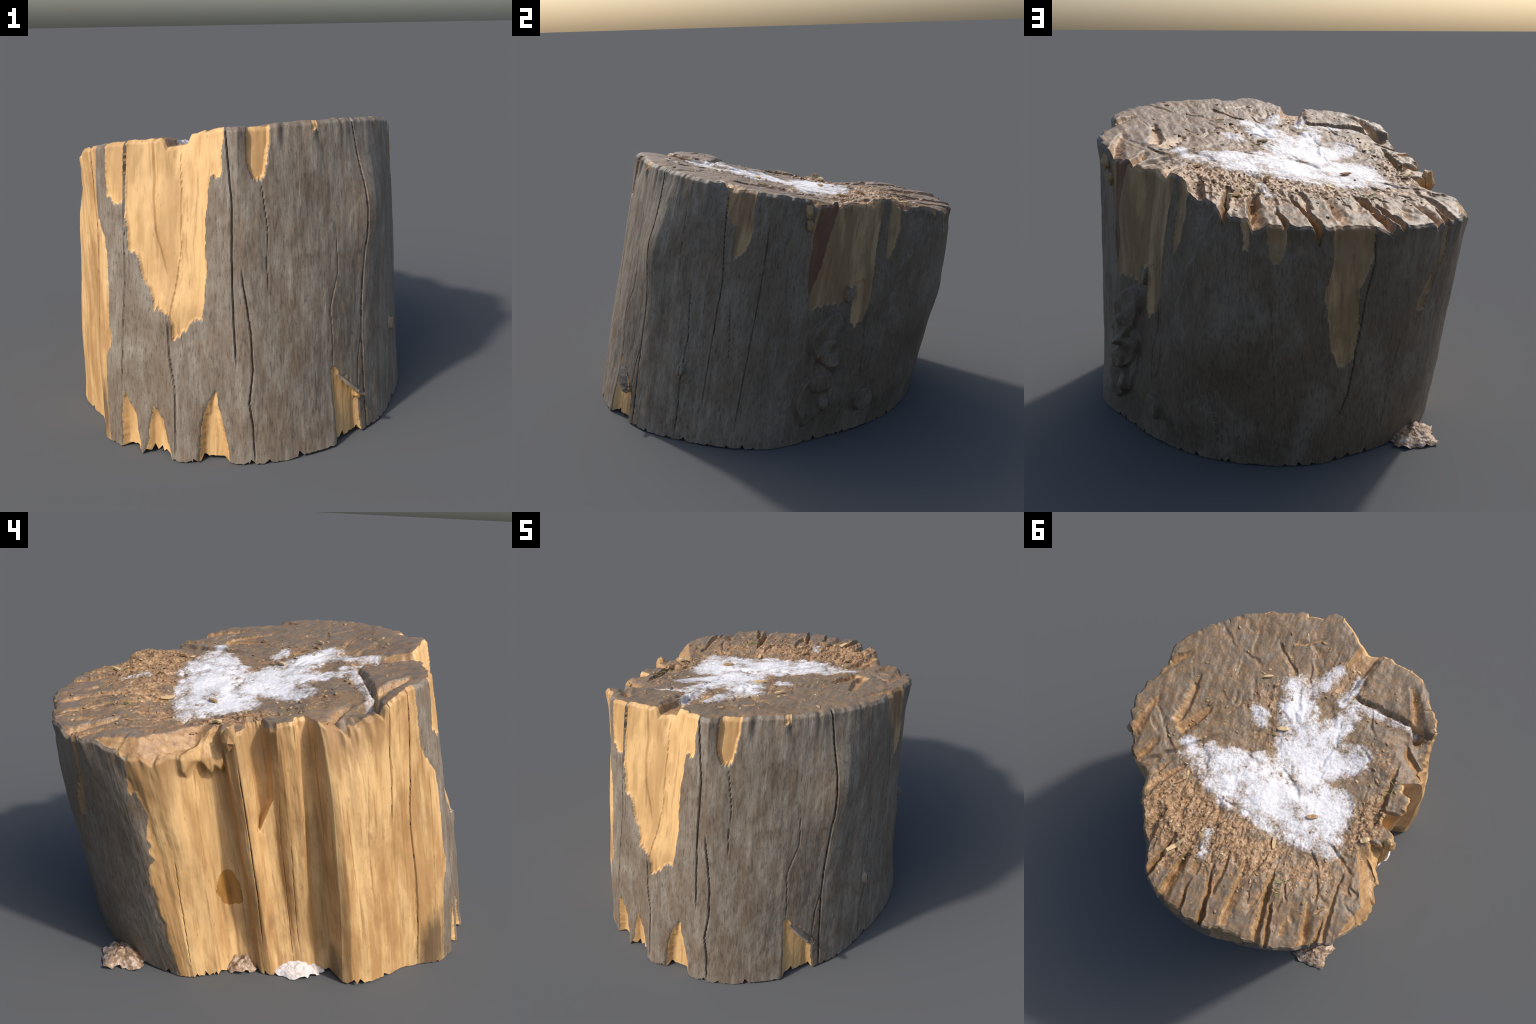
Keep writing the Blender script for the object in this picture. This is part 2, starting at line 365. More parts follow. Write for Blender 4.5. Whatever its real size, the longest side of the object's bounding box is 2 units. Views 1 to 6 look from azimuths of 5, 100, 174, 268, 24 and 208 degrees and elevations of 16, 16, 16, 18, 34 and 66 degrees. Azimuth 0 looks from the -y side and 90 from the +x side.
tx, ty, bx, by = outlines(PHI)
zb = teeth(PHI)
for name in ("chip_a", "chip_b", "chip_c", "chip_d"):
    f = rows_distance(PHI, np.zeros_like(PHI), PATCHES[name][1])
    zb = zb + .014 * smooth(f / .03)
zb -= zb.min()

# top row: displaced outline first, then its height from the top surface
zt0 = top_plane(tx, ty)
def side_xy(phi, z, zt_real):
    x, y, _ = side_point(phi, z)
    pr, zr = ragged(phi, z)
    ins = {n: rows_distance(pr, zr, rows) for n, (_, rows) in PATCHES.items()}
    ins["split"] = rows_distance(pr, zr, SPLIT)
    d = side_relief(phi, z, zt_real, ins)
    a = np.radians(phi)
    return x + d * np.sin(a), y - d * np.cos(a), ins

xr, yr, _ = side_xy(PHI, zt0, zt0)
_a = np.radians(PHI)
nibble = (.016 + .022 * smooth((PHI - 240) / 6) * smooth((322 - PHI) / 6)) * np.clip(perlin(np.sin(_a) * 11, np.cos(_a) * 11, 4.1) + .6 * perlin(np.sin(_a) * 31, np.cos(_a) * 31, 1.4) - .12, 0, 1)
zr = top_height(xr, yr) - .002 - nibble
V = np.linspace(0, 1, NV + 1)
Pg = np.repeat(PHI[:, None], NV + 1, 1)
Zg = zb[:, None] + (zr - zb)[:, None] * V[None, :]
ZT = np.repeat(zr[:, None], NV + 1, 1)
Xg, Yg, INS = side_xy(Pg, Zg, ZT)

# top: rings shrinking from the rim to the middle
S = 1 - np.arange(1, NR) / NR
cx, cy = -.02, .12
Xt = cx + (Xg[:, -1] - cx)[:, None] * S[None, :]
Yt = cy + (Yg[:, -1] - cy)[:, None] * S[None, :]
rim_dist = np.hypot(Xg[:, -1] - cx, Yg[:, -1] - cy)[:, None] * (1 - S[None, :])
Zt_ = top_height(Xt, Yt) - .002 * smooth(1 - rim_dist / .016) - nibble[:, None] * smooth(1 - rim_dist / .035)

side_index = np.arange(NU * (NV + 1)).reshape(NU, NV + 1)
top_index = np.concatenate([side_index[:, -1:], NU * (NV + 1) + np.arange(NU * (NR - 1)).reshape(NU, NR - 1)], 1)
centre_index = NU * (NV + 1) + NU * (NR - 1)
verts = np.concatenate([np.stack([Xg, Yg, Zg], -1).reshape(-1, 3), np.stack([Xt, Yt, Zt_], -1).reshape(-1, 3),
                        [[cx, cy, float(top_height(np.array([cx]), np.array([cy]))[0])]]])

def quads(idx):
    a, b = idx, np.roll(idx, -1, 0)
    return np.stack([a[:, :-1], b[:, :-1], b[:, 1:], a[:, 1:]], -1).reshape(-1, 4)

side_faces = quads(side_index)
top_faces = quads(top_index)
last = top_index[:, -1]
fan = np.stack([last, np.roll(last, -1), np.full(NU, centre_index)], -1)

# smooth normals of the whole body
def vertex_normals(v, faces4, tris):
    n = np.zeros_like(v)
    q = np.cross(v[faces4[:, 2]] - v[faces4[:, 0]], v[faces4[:, 3]] - v[faces4[:, 1]])
    for k in range(4):
        for c in range(3):
            n[:, c] += np.bincount(faces4[:, k], q[:, c], len(v))
    if len(tris):
        t = np.cross(v[tris[:, 1]] - v[tris[:, 0]], v[tris[:, 2]] - v[tris[:, 0]])
        for k in range(3):
            for c in range(3):
                n[:, c] += np.bincount(tris[:, k], t[:, c], len(v))
    return n / np.maximum(np.linalg.norm(n, axis=1), 1e-12)[:, None]

all4 = np.concatenate([side_faces, top_faces])
NORMALS = vertex_normals(verts, all4, fan)

# ------------------------------------------------------------------ object helpers
def new_object(name, data, parent=None):
    o = bpy.data.objects.new(name, data)
    bpy.context.scene.collection.objects.link(o)
    if parent:
        o.parent = parent
    return o

def mesh_from(name, v, faces4=None, tris=None, normals=None, material=None, parent=None):
    faces4 = np.zeros((0, 4), int) if faces4 is None else faces4
    tris = np.zeros((0, 3), int) if tris is None else tris
    used = np.unique(np.concatenate([faces4.ravel(), tris.ravel()]))
    remap = np.zeros(len(v), int)
    remap[used] = np.arange(len(used))
    loops = np.concatenate([remap[faces4].ravel(), remap[tris].ravel()])
    sizes = np.concatenate([np.full(len(faces4), 4), np.full(len(tris), 3)])
    starts = np.concatenate([[0], np.cumsum(sizes)[:-1]])
    me = bpy.data.meshes.new(name)
    me.vertices.add(len(used))
    me.vertices.foreach_set("co", v[used].astype(np.float32).ravel())
    me.loops.add(len(loops))
    me.loops.foreach_set("vertex_index", loops.astype(np.int32))
    me.polygons.add(len(sizes))
    me.polygons.foreach_set("loop_start", starts.astype(np.int32))
    me.update(calc_edges=True)
    me.validate()
    me.polygons.foreach_set("use_smooth", np.ones(len(me.polygons), bool))
    if normals is not None:
        me.normals_split_custom_set_from_vertices(normals[used].astype(np.float32).tolist())
    if material:
        me.materials.append(material)
    return new_object(name, me, parent)

# ------------------------------------------------------------------ materials
class Tree:
    def __init__(self, name):
        self.m = bpy.data.materials.new(name)
        self.m.use_nodes = True
        self.t = self.m.node_tree
        self.b = self.t.nodes["Principled BSDF"]
        self.co = self.t.nodes.new("ShaderNodeTexCoord").outputs["Object"]
    def node(self, kind, **inputs):
        n = self.t.nodes.new(kind)
        for k, v in inputs.items():
            self.put(n.inputs[k.replace("_", " ")], v)
        return n
    def put(self, socket, v):
        if isinstance(v, bpy.types.NodeSocket):
            self.t.links.new(v, socket)
        else:
            socket.default_value = v
    def mapped(self, scale, rot=(0, 0, 0), loc=(0, 0, 0)):
        n = self.node("ShaderNodeMapping", Vector=self.co)
        n.inputs["Scale"].default_value = scale
        n.inputs["Rotation"].default_value = rot
        n.inputs["Location"].default_value = loc
        return n.outputs[0]
    def fibre(self, across, down, loc=(0, 0, 0)):
        # lean the pattern with the trunk (its fibres run towards +y going up), then stretch along the fibres
        n = self.node("ShaderNodeMapping", Vector=self.co)
        n.inputs["Rotation"].default_value = (math.radians(11), 0, 0)
        k = self.node("ShaderNodeMapping", Vector=n.outputs[0])
        k.inputs["Scale"].default_value = (across, across, down)
        k.inputs["Location"].default_value = loc
        return k.outputs[0]
    def noise(self, vec, scale=1.0, detail=4.0, rough=.55, distort=0.0):
        return self.node("ShaderNodeTexNoise", Vector=vec, Scale=scale, Detail=detail, Roughness=rough, Distortion=distort).outputs["Fac"]
    def ramp(self, fac, stops):
        n = self.node("ShaderNodeValToRGB", Fac=fac)
        e = n.color_ramp.elements
        while len(e) < len(stops):
            e.new(.5)
        for s, (p, c) in zip(e, stops):
            s.position = p
            s.color = (*c, 1) if isinstance(c, tuple) else (c, c, c, 1)
        return n.outputs[0]
    def mix(self, fac, a, b, mode="MIX"):
        n = self.t.nodes.new("ShaderNodeMix")
        n.data_type = "RGBA"
        n.blend_type = mode
        ins = [s for s in n.inputs if s.enabled]
        for s, v in zip(ins, (fac, a, b)):
            self.put(s, (*v, 1) if isinstance(v, tuple) and len(v) == 3 else v)
        return [s for s in n.outputs if s.enabled][0]
    def math(self, op, a, b=0.0):
        n = self.t.nodes.new("ShaderNodeMath")
        n.operation = op
        self.put(n.inputs[0], a)
        self.put(n.inputs[1], b)
        return n.outputs[0]
    def spot(self, place, radius, squash=1.0):
        # 1 inside a soft ball round a place, 0 outside
        n = self.node("ShaderNodeMapping", Vector=self.co)
        n.inputs["Location"].default_value = (-place[0], -place[1], -place[2] * squash)
        n.inputs["Scale"].default_value = (1, 1, squash)
        d = self.t.nodes.new("ShaderNodeVectorMath")
        d.operation = "LENGTH"
        self.put(d.inputs[0], n.outputs[0])
        k = self.math("DIVIDE", d.outputs["Value"], radius)
        return k
    def finish(self, colour, rough=.6, height=None, strength=.3, distance=.01, spec=.5):
        self.put(self.b.inputs["Base Color"], colour)
        self.put(self.b.inputs["Roughness"], rough)
        self.put(self.b.inputs["Specular IOR Level"], spec)
        if height is not None:
            n = self.node("ShaderNodeBump", Height=height, Strength=strength, Distance=distance)
            self.put(self.b.inputs["Normal"], n.outputs[0])
        return self.m

def bark_material():
    t = Tree("weathered_bark")
    streak = t.noise(t.fibre(34, 6), 1, 7, .68)
    fine = t.noise(t.fibre(150, 26, (3, 1, 2)), 1, 5, .62)
    grainy = t.noise(t.fibre(320, 130, (1, 1, 5)), 1, 3, .6)
    blotch = t.noise(t.fibre(9, 5, (1, 4, 2)), 1, 6, .62)
    big = t.noise(t.mapped((1.6, 1.6, 1.6), loc=(5, 2, 1)), 1, 3, .5)
    c = t.ramp(streak, [(.30, (.124, .091, .064)), (.44, (.184, .147, .109)), (.56, (.230, .193, .150)), (.70, (.294, .256, .206))])
    brown = t.ramp(fine, [(.3, (.105, .071, .046)), (.7, (.195, .140, .092))])
    c = t.mix(t.ramp(blotch, [(.45, 0.0), (.59, .72)]), c, brown)
    # grey towards the front, grading to a darker brown round the back
    k = t.math("ADD", t.spot((.25, .95, .55), 1.25), t.math("MULTIPLY", t.math("SUBTRACT", t.mix(.5, big, blotch), .5), 1.6))
    back_brown = t.ramp(fine, [(.3, (.072, .046, .028)), (.7, (.140, .096, .060))])
    c = t.mix(t.ramp(k, [(.60, .80), (1.25, 0.0)]), c, back_brown)
    silver = t.noise(t.fibre(6, 3, (8, 3, 6)), 1, 6, .65)
    c = t.mix(t.ramp(silver, [(.50, 0.0), (.64, .34)]), c, t.mix(fine, (.21, .18, .145), (.33, .295, .245)))
    c = t.mix(t.ramp(fine, [(.36, .60), (.47, 0.0)]), c, (.072, .052, .037))
    c = t.mix(t.ramp(grainy, [(.30, .35), (.5, 0.0), (.72, .0)]), c, (.072, .056, .042))
    rust = t.noise(t.fibre(16, 6, (9, 4, 7)), 1, 5, .6)
    c = t.mix(t.ramp(rust, [(.60, 0.0), (.74, .42)]), c, (.23, .138, .072))
    h = t.mix(.5, streak, fine)
    return t.finish(c, .58, h, .4, .005, .5)

def wood_material(name, light, mid, dark, tint_spots=(), stain=.55):
    t = Tree(name)
    grain = t.noise(t.fibre(46, 1.8), 1, 6, .62)
    fine = t.noise(t.fibre(240, 8, (4, 2, 1)), 1, 4, .6)
    cloud = t.noise(t.fibre(11, 1.7, (2, 7, 3)), 1, 5, .6)
    patch = t.noise(t.fibre(5, 3.2, (7, 1, 9)), 1, 5, .62)
    c = t.ramp(grain, [(.25, mid), (.5, light), (.75, mid)])
    c = t.mix(t.ramp(cloud, [(.44, 0.0), (.57, .9)]), c, t.mix(.5, mid, dark))
    c = t.mix(t.ramp(patch, [(.50, 0.0), (.66, stain)]), c, dark)
    c = t.mix(t.ramp(grain, [(.33, .65), (.43, 0.0)]), c, dark)
    c = t.mix(t.ramp(fine, [(.28, .35), (.42, 0.0)]), c, dark)
    fleck = t.node("ShaderNodeTexVoronoi", Vector=t.fibre(26, 9, (1, 1, 1)), Scale=1.0).outputs["Distance"]
    c = t.mix(t.ramp(fleck, [(.05, .5), (.12, 0.0)]), c, dark)
    for place, radius, squash, colour, amount in tint_spots:
        k = t.spot(place, radius, squash)
        k = t.math("ADD", k, t.math("MULTIPLY", t.math("SUBTRACT", t.noise(t.fibre(30, 6), 1, 4, .6), .5), 1.1))
        c = t.mix(t.ramp(k, [(.45, amount), (1.05, 0.0)]), c, colour)
    return t.finish(c, .58, t.mix(.5, grain, fine), .35, .004, .4)

def top_material(name, a, b, c_, speck, dust):
    t = Tree(name)
    n1 = t.noise(t.mapped((7, 7, 7)), 1, 6, .65)
    n2 = t.noise(t.mapped((60, 14, 30), rot=(0, 0, math.radians(14))), 1, 6, .68)
    n3 = t.noise(t.mapped((110, 110, 110), loc=(3, 3, 3)), 1, 4, .65)
    n4 = t.noise(t.mapped((22, 22, 22), loc=(6, 1, 4)), 1, 6, .7)
    c = t.ramp(n2, [(.28, c_), (.5, a), (.75, b)])
    c = t.mix(t.ramp(n1, [(.42, 0.0), (.62, .75)]), c, t.mix(n3, c_, dust))
    c = t.mix(t.ramp(n4, [(.47, 0.0), (.58, .80)]), c, dust)
    c = t.mix(t.ramp(n3, [(.58, 0.0), (.70, .5)]), c, speck)
    c = t.mix(t.ramp(n3, [(.30, .55), (.43, 0.0)]), c, c_)
    return t.finish(c, .48, t.mix(.5, n2, n3), .5, .006, .5)

def crumb_material(name, stops):
    t = Tree(name)
    v = t.node("ShaderNodeTexVoronoi", Vector=t.mapped((75, 75, 75)), Scale=1.0, Randomness=1.0)
    n = t.noise(t.mapped((34, 34, 34), loc=(2, 5, 1)), 1, 5, .65)
    k = t.mix(.5, v.outputs["Color"], n)
    c = t.ramp(k, stops)
    return t.finish(c, .5, t.mix(.5, v.outputs["Distance"], n), .7, .008, .5)

# snow drifts on the top: tapering strokes (x, y, radius) to (x, y, radius)
DRIFTS = [(.37,.27,.050,.15,.28,.10),(.15,.27,.10,-.15,.22,.16),(-.15,.22,.16,-.36,.20,.150),(-.36,.20,.14,-.47,.34,.07),
    (.24,.34,.05,.06,.37,.075),(.07,.33,.09,-.25,.33,.11),(-.25,.33,.11,-.44,.34,.075),
    (-.20,.10,.15,.03,-.24,.080),(-.25,.0,.13,-.41,-.11,.055),(-.20,-.10,.08,-.26,-.30,.04),(-.26,-.335,.028,-.57,-.372,.022),
    (-.02,-.27,.050,-.11,-.46,.020),(-.20,-.30,.022,-.22,-.46,.022),(.17,-.07,.022,.10,-.02,.03),(.06,.61,.014,.04,.70,.016)]

def snow_material(soft_edge):
    t = Tree("snow_dusting" if soft_edge else "snow")
    n = t.noise(t.mapped((8, 8, 8)), 1, 5, .6)
    g = t.noise(t.mapped((150, 150, 150)), 1, 4, .7)
    c = t.ramp(n, [(.35, (.66, .64, .65)), (.55, (.82, .80, .81))])
    c = t.mix(t.ramp(g, [(.30, .55), (.46, 0.0)]), c, (.42, .37, .34))
    if soft_edge:
        flat = t.node("ShaderNodeVectorMath", Vector=t.co)
        flat.operation = "MULTIPLY"
        flat.inputs[1].default_value = (1, 1, 0)
        cover = None
        for x0, y0, r0, x1, y1, r1 in DRIFTS:
            pa = t.t.nodes.new("ShaderNodeVectorMath")
            pa.operation = "SUBTRACT"
            t.put(pa.inputs[0], flat.outputs[0])
            pa.inputs[1].default_value = (x0, y0, 0)
            dot = t.t.nodes.new("ShaderNodeVectorMath")
            dot.operation = "DOT_PRODUCT"
            t.put(dot.inputs[0], pa.outputs[0])
            l2 = (x1 - x0) ** 2 + (y1 - y0) ** 2
            dot.inputs[1].default_value = ((x1 - x0) / l2, (y1 - y0) / l2, 0)
            h = t.math("MINIMUM", t.math("MAXIMUM", dot.outputs["Value"], 0.0), 1.0)
            ba = t.t.nodes.new("ShaderNodeVectorMath")
            ba.operation = "SCALE"
            ba.inputs[0].default_value = (x1 - x0, y1 - y0, 0)
            t.put(ba.inputs["Scale"], h)
            d = t.t.nodes.new("ShaderNodeVectorMath")
            d.operation = "DISTANCE"
            t.put(d.inputs[0], pa.outputs[0])
            t.put(d.inputs[1], ba.outputs[0])
            m = t.math("SUBTRACT", t.math("ADD", t.math("MULTIPLY", h, r1 - r0), r0), d.outputs["Value"])
            cover = m if cover is None else t.math("MAXIMUM", cover, m)
        mid = t.noise(t.mapped((17, 17, 17), loc=(4, 1, 2)), 1, 5, .62)
        tiny = t.noise(t.mapped((90, 90, 90), loc=(1, 6, 2)), 1, 4, .7)
        k = t.math("ADD", cover, t.math("MULTIPLY", t.math("SUBTRACT", mid, .5), .55))
        broad = t.noise(t.mapped((7.5, 7.5, 7.5), loc=(2, 8, 3)), 1, 3, .5)
        k = t.math("ADD", k, t.math("MULTIPLY", t.math("SUBTRACT", broad, .52), .42))
        k = t.math("ADD", k, t.math("MULTIPLY", t.math("SUBTRACT", tiny, .5), .45))
        k = t.math("ADD", t.math("MULTIPLY", k, 4.5), .48)
        # nothing left at the rim of the dusting
        k = t.math("SUBTRACT", k, t.math("MULTIPLY", t.math("MAXIMUM", t.math("SUBTRACT", .008, cover), 0.0), 16.0))
        v = t.node("ShaderNodeTexVoronoi", Vector=t.mapped((60, 60, 60)), Scale=1.0)
        ground = t.ramp(t.mix(.5, v.outputs["Color"], n), [(.30, (.135, .088, .052)), (.5, (.225, .150, .088)), (.70, (.30, .19, .10))])
        c = t.mix(t.ramp(k, [(.10, 0.0), (.45, .45), (.95, 1.0)]), ground, c)
    return t.finish(c, .55, g, .5, .004, .4)

def plain(name, colour, rough=.55, vary=.35):
    t = Tree(name)
    n = t.noise(t.mapped((60, 60, 60)), 1, 4, .6)
    r = t.node("ShaderNodeObjectInfo").outputs["Random"]
    dark = tuple(k * (1 - vary) for k in colour)
    c = t.mix(n, dark, colour)
    c = t.mix(t.math("MULTIPLY", r, .3), c, tuple(k * .6 for k in colour))
    return t.finish(c, rough, n, .4, .004)

DARK_PATCH = (.085, .055, .032)
BARK = bark_material()
WOOD = wood_material("split_wood", (.66, .43, .200), (.54, .315, .125), (.30, .155, .058),
    [((-.545, -.76, .07), .10, .45, DARK_PATCH, .85), ((-.70, -.30, .05), .07, .5, DARK_PATCH, .7),
     ((-.78, .48, .96), .16, .6, (.25, .145, .065), .55), ((-.70, .10, 1.06), .16, .7, (.25, .145, .065), .5), ((-.72, -.25, 1.13), .20, 1.0, (.27, .16, .075), .5),
     ((-.76, .20, .60), .16, .3, (.36, .20, .082), .5), ((-.70, -.52, .36), .035, .8, (.26, .15, .07), .6), ((-.68, -.02, .25), .03, .6, (.28, .17, .08), .6)])
PEEL = wood_material("peeled_wood", (.66, .42, .185), (.57, .345, .140), (.35, .195, .078), stain=.35)
PEEL_DULL = wood_material("peeled_wood_dull", (.42, .28, .145), (.31, .200, .100), (.155, .093, .048))  # duller, darker version of the peeled wood, used on the right and back patches
RED = wood_material("heartwood", (.20, .100, .060), (.145, .070, .044), (.095, .050, .034), stain=.4)
RESIN = wood_material("resin", (.40, .20, .045), (.33, .155, .035), (.17, .075, .02))
TOP = top_material("weathered_cut", (.182, .139, .096), (.235, .176, .113), (.100, .070, .045), (.40, .26, .135), (.250, .148, .070))
CUT = top_material("fresh_cut", (.42, .250, .112), (.56, .35, .165), (.19, .100, .045), (.60, .40, .20), (.33, .185, .080))
CRUMB = crumb_material("wood_crumbs", [(.25, (.10, .056, .028)), (.45, (.26, .150, .070)), (.6, (.36, .215, .105)), (.8, (.46, .32, .20))])
SOIL = crumb_material("frosty_soil", [(.25, (.12, .075, .045)), (.45, (.30, .19, .11)), (.62, (.42, .30, .21)), (.8, (.66, .60, .57))])
CRACK = plain("crack_painted_shade", (.095, .069, .050), .8)
SNOW = crumb_material("dirty_snow", [(.2, (.36, .29, .25)), (.4, (.60, .54, .51)), (.75, (.74, .69, .67))])
DUSTING = snow_material(True)
CHIP = plain("wood_chip", (.44, .27, .125))
PALE = plain("pale_splinter", (.72, .52, .27))
GRASS = plain("dry_grass", (.20, .20, .06))

# ------------------------------------------------------------------ the stump and its regions
stump = new_object("tree_stump", None)
stump["label"] = "leaning weathered tree stump with hacked snowy top and split side"
stump["category"] = "tree stump"

fi = lambda g: .25 * (g[:, :-1] + np.roll(g, -1, 0)[:, :-1] + np.roll(g, -1, 0)[:, 1:] + g[:, 1:])
Pc = Pg[:, :-1] + np.concatenate([np.diff(PHI), [360 - PHI[-1]]])[:, None] * .5
Zc = fi(Zg)
pr_, zr_ = ragged(Pc, Zc)
region = np.zeros(Pc.shape, int)
region[rows_distance(pr_, zr_, SPLIT) > 0] = 1
names = list(PATCHES)
for k, n in enumerate(names):
    region[rows_distance(pr_, zr_, PATCHES[n][1]) > 0] = 10 + k
large = np.isin(region, [10 + names.index("peel_large")])
region[large & (rows_distance(pr_, zr_, RED_STREAK) > 0)] = 2
rp = (Pc - 258.5 + 180) % 360 - 180
res = np.hypot(rp / 2.9, (Zc - .375) / .085) + .22 * perlin(Pc * .5, Zc * 20, 1.0)
region[(res < 1) & (region == 1)] = 3
# faces inside the deeper cracks, painted dark because their own shadow is weak
region[(crack_depth(Pc, Zc) > .0090) & (region != 3)] = 4
region = region.ravel()

def part(name, faces, material):
    return mesh_from(name, verts, faces, None, NORMALS, material, stump)

part("bark", side_faces[region == 0], BARK)
part("split_face", side_faces[region == 1], WOOD)
part("heartwood_streak", side_faces[region == 2], RED)
part("crack", side_faces[region == 4], CRACK)
part("resin_stain", side_faces[region == 3], RESIN)
dull_patches = {"peel_large", "peel_tongue", "peel_sliver", "peel_back", "peel_thin", "peel_small", "peel_smear", "peel_right"}
for k, n in enumerate(names):
    sel = side_faces[region == 10 + k]
    if len(sel):
        part("peeled_patch" if n.startswith("peel") else "broken_chip", sel, PEEL_DULL if n in dull_patches else PEEL)

# top regions
XT = np.concatenate([Xg[:, -1:], Xt], 1)
YT = np.concatenate([Yg[:, -1:], Yt], 1)
xc, yc = fi(XT), fi(YT)
grit = .5 * perlin(xc * 60, yc * 60, 4) + .35 * perlin(xc * 160, yc * 160, 8)
cut = cut_depth(xc, yc)
s1, s2 = chunk_inside(xc, yc)
un, vn, _ = along(xc, yc, -.215, -.72, -.150, -.36)
notch = (np.abs(vn) < .06) & (un < 1.05) & (un > -.5)
crumbs = rugged(xc, yc) + .55 * grit + .45 * perlin(xc * 9, yc * 9, 2.2) + .25 * perlin(xc * 22, yc * 22, 5.2)
top_region = np.zeros(xc.shape, int)
top_region[(cut + .010 * grit > .007)] = 1
top_region[notch] = 1
bevel = bevel_distance(xc, yc) + .01 * grit > .004
top_region[bevel] = 1
top_region[(crumbs > .42)] = 2
top_region = top_region.ravel()
part("cut_top", top_faces[top_region == 0], TOP)
part("axe_cuts", top_faces[top_region == 1], CUT)
mesh_from("crumb_crust", verts, top_faces[top_region == 2], fan if top_region[-1] == 2 else None, NORMALS, CRUMB, stump)
if top_region[-1] != 2:
    mesh_from("cut_top", verts, None, fan, NORMALS, TOP, stump)

# underside, closed a little above the broken edge
ub = np.concatenate([verts[side_index[:, 0]], [[0, -.1, .05]]])
ui = np.arange(NU)
mesh_from("underside", ub, None, np.stack([np.roll(ui, -1), ui, np.full(NU, NU)], -1), None, CUT, stump)

# ------------------------------------------------------------------ snow lying on the top
def snow_cover(x, y):
    m = np.full(x.shape, -1.0)
    for x0, y0, r0, x1, y1, r1 in DRIFTS:
        u, v, l = along(x, y, x0, y0, x1, y1)
        u = np.clip(u, 0, 1)
        d = np.hypot(x - x0 - (x1 - x0) * u, y - y0 - (y1 - y0) * u)
        m = np.maximum(m, r0 + (r1 - r0) * u - d)
    return m + .012 * perlin(x * 11, y * 11, 1.7) + .008 * perlin(x * 40, y * 40, 6.6)

G = 400
gx, gy = np.meshgrid(np.linspace(-.66, .50, G), np.linspace(-.54, .76, G), indexing="ij")
m = snow_cover(gx, gy)
full = top_height(gx, gy)
s1, s2 = chunk_inside(gx, gy)
m = np.where((s1 > -.004) & (gx < -.255), -1, m)          # none on the raised chunk
level = full * .55 + top_height(gx, gy, False) * .45
zs = np.where(m > .02, np.maximum(level, full - .004), full) + .0075 * smooth((m + .062) / .10) * .75 - .0018
zs = zs + .0014 * fbm(gx * 60, gy * 60, 1.1, 2) * smooth(m / .02)
gi = np.arange(G * G).reshape(G, G)
keep = np.minimum(np.minimum(m[:-1, :-1], m[1:, :-1]), np.minimum(m[1:, 1:], m[:-1, 1:])) > -.060
gq = np.stack([gi[:-1, :-1], gi[1:, :-1], gi[1:, 1:], gi[:-1, 1:]], -1)[keep]
sv = np.stack([gx, gy, zs], -1).reshape(-1, 3)
mesh_from("snow_patch", sv, gq, None, None, DUSTING, stump)

# ------------------------------------------------------------------ crumbs and chips lying on the top
def rock(seed, n=10, m=14, rough=.3):
    """small lumpy solid of radius about 1"""
    r = np.random.default_rng(seed)
    th, ph = np.meshgrid(np.linspace(0, math.pi, n), np.linspace(0, 2 * math.pi, m, endpoint=False), indexing="ij")
    x, y, z = np.sin(th) * np.cos(ph), np.sin(th) * np.sin(ph), np.cos(th)
    o = r.random(3) * 50
    k = 1 + rough * 2 * perlin(x * 1.4 + o[0], y * 1.4 + o[1], z * 1.4 + o[2]) + rough * perlin(x * 3.2 + o[1], y * 3.2, z * 3.2)
    v = np.stack([x * k, y * k, z * k], -1).reshape(-1, 3)
    idx = np.arange(n * m).reshape(n, m)
    q = np.stack([idx[:-1], idx[1:], np.roll(idx[1:], -1, 1), np.roll(idx[:-1], -1, 1)], -1).reshape(-1, 4)
    return v, q

def joined(name, pieces, material, parent):
    off, vs, qs = 0, [], []
    for v, q in pieces:
        vs.append(v)
        qs.append(q + off)
        off += len(v)
    o = mesh_from(name, np.concatenate(vs), np.concatenate(qs), None, None, material, parent)
    o["kind"] = "stuff"
    return o

def turn(r, ax=1.0):
    return np.array(Matrix.Rotation(r.random() * 6.28, 3, "Z") @ Matrix.Rotation((r.random() - .5) * ax, 3, "X") @ Matrix.Rotation((r.random() - .5) * ax, 3, "Y"))

r = np.random.default_rng(21)
blanks = [rock(100 + i, 6, 8, .35) for i in range(8)]
crumb_bits, chip_bits, pale_bits = [], [], []
xs, ys = r.uniform(-.66, .52, 9000), r.uniform(-.55, .95, 9000)
on_snow = snow_cover(xs, ys) > 0
az = np.degrees(np.arctan2(xs - TOP_CENTRE[0], -(ys - TOP_CENTRE[1]))) % 360
ok = (np.hypot(xs - TOP_CENTRE[0], ys - TOP_CENTRE[1]) < ring(TOP_RADIUS, az) - .05)
ok &= r.random(9000) < np.where(on_snow, .002, rugged(xs, ys) * .18 + .035)
xs, ys, on_snow = xs[ok][:480], ys[ok][:480], on_snow[ok][:480]
hs = top_height(xs, ys)
for x, y, z, snowy in zip(xs, ys, hs, on_snow):
    s = r.uniform(.003, .008) * (1.3 if snowy else 1) * (1.7 if r.random() < .05 else 1)
    v, q = blanks[r.integers(8)]
    shape = np.array([s * r.uniform(.8, 2.2), s, s * r.uniform(.3, .6)])
    w = (v * shape) @ turn(r, .7).T + (x, y, z + (.005 if snowy else 0))
    (pale_bits if r.random() < .08 else chip_bits if r.random() < .35 else crumb_bits).append((w, q))
joined("crumb", crumb_bits, CRUMB, stump)
joined("wood_chip", chip_bits, CHIP, stump)
joined("pale_chip", pale_bits, PALE, stump)

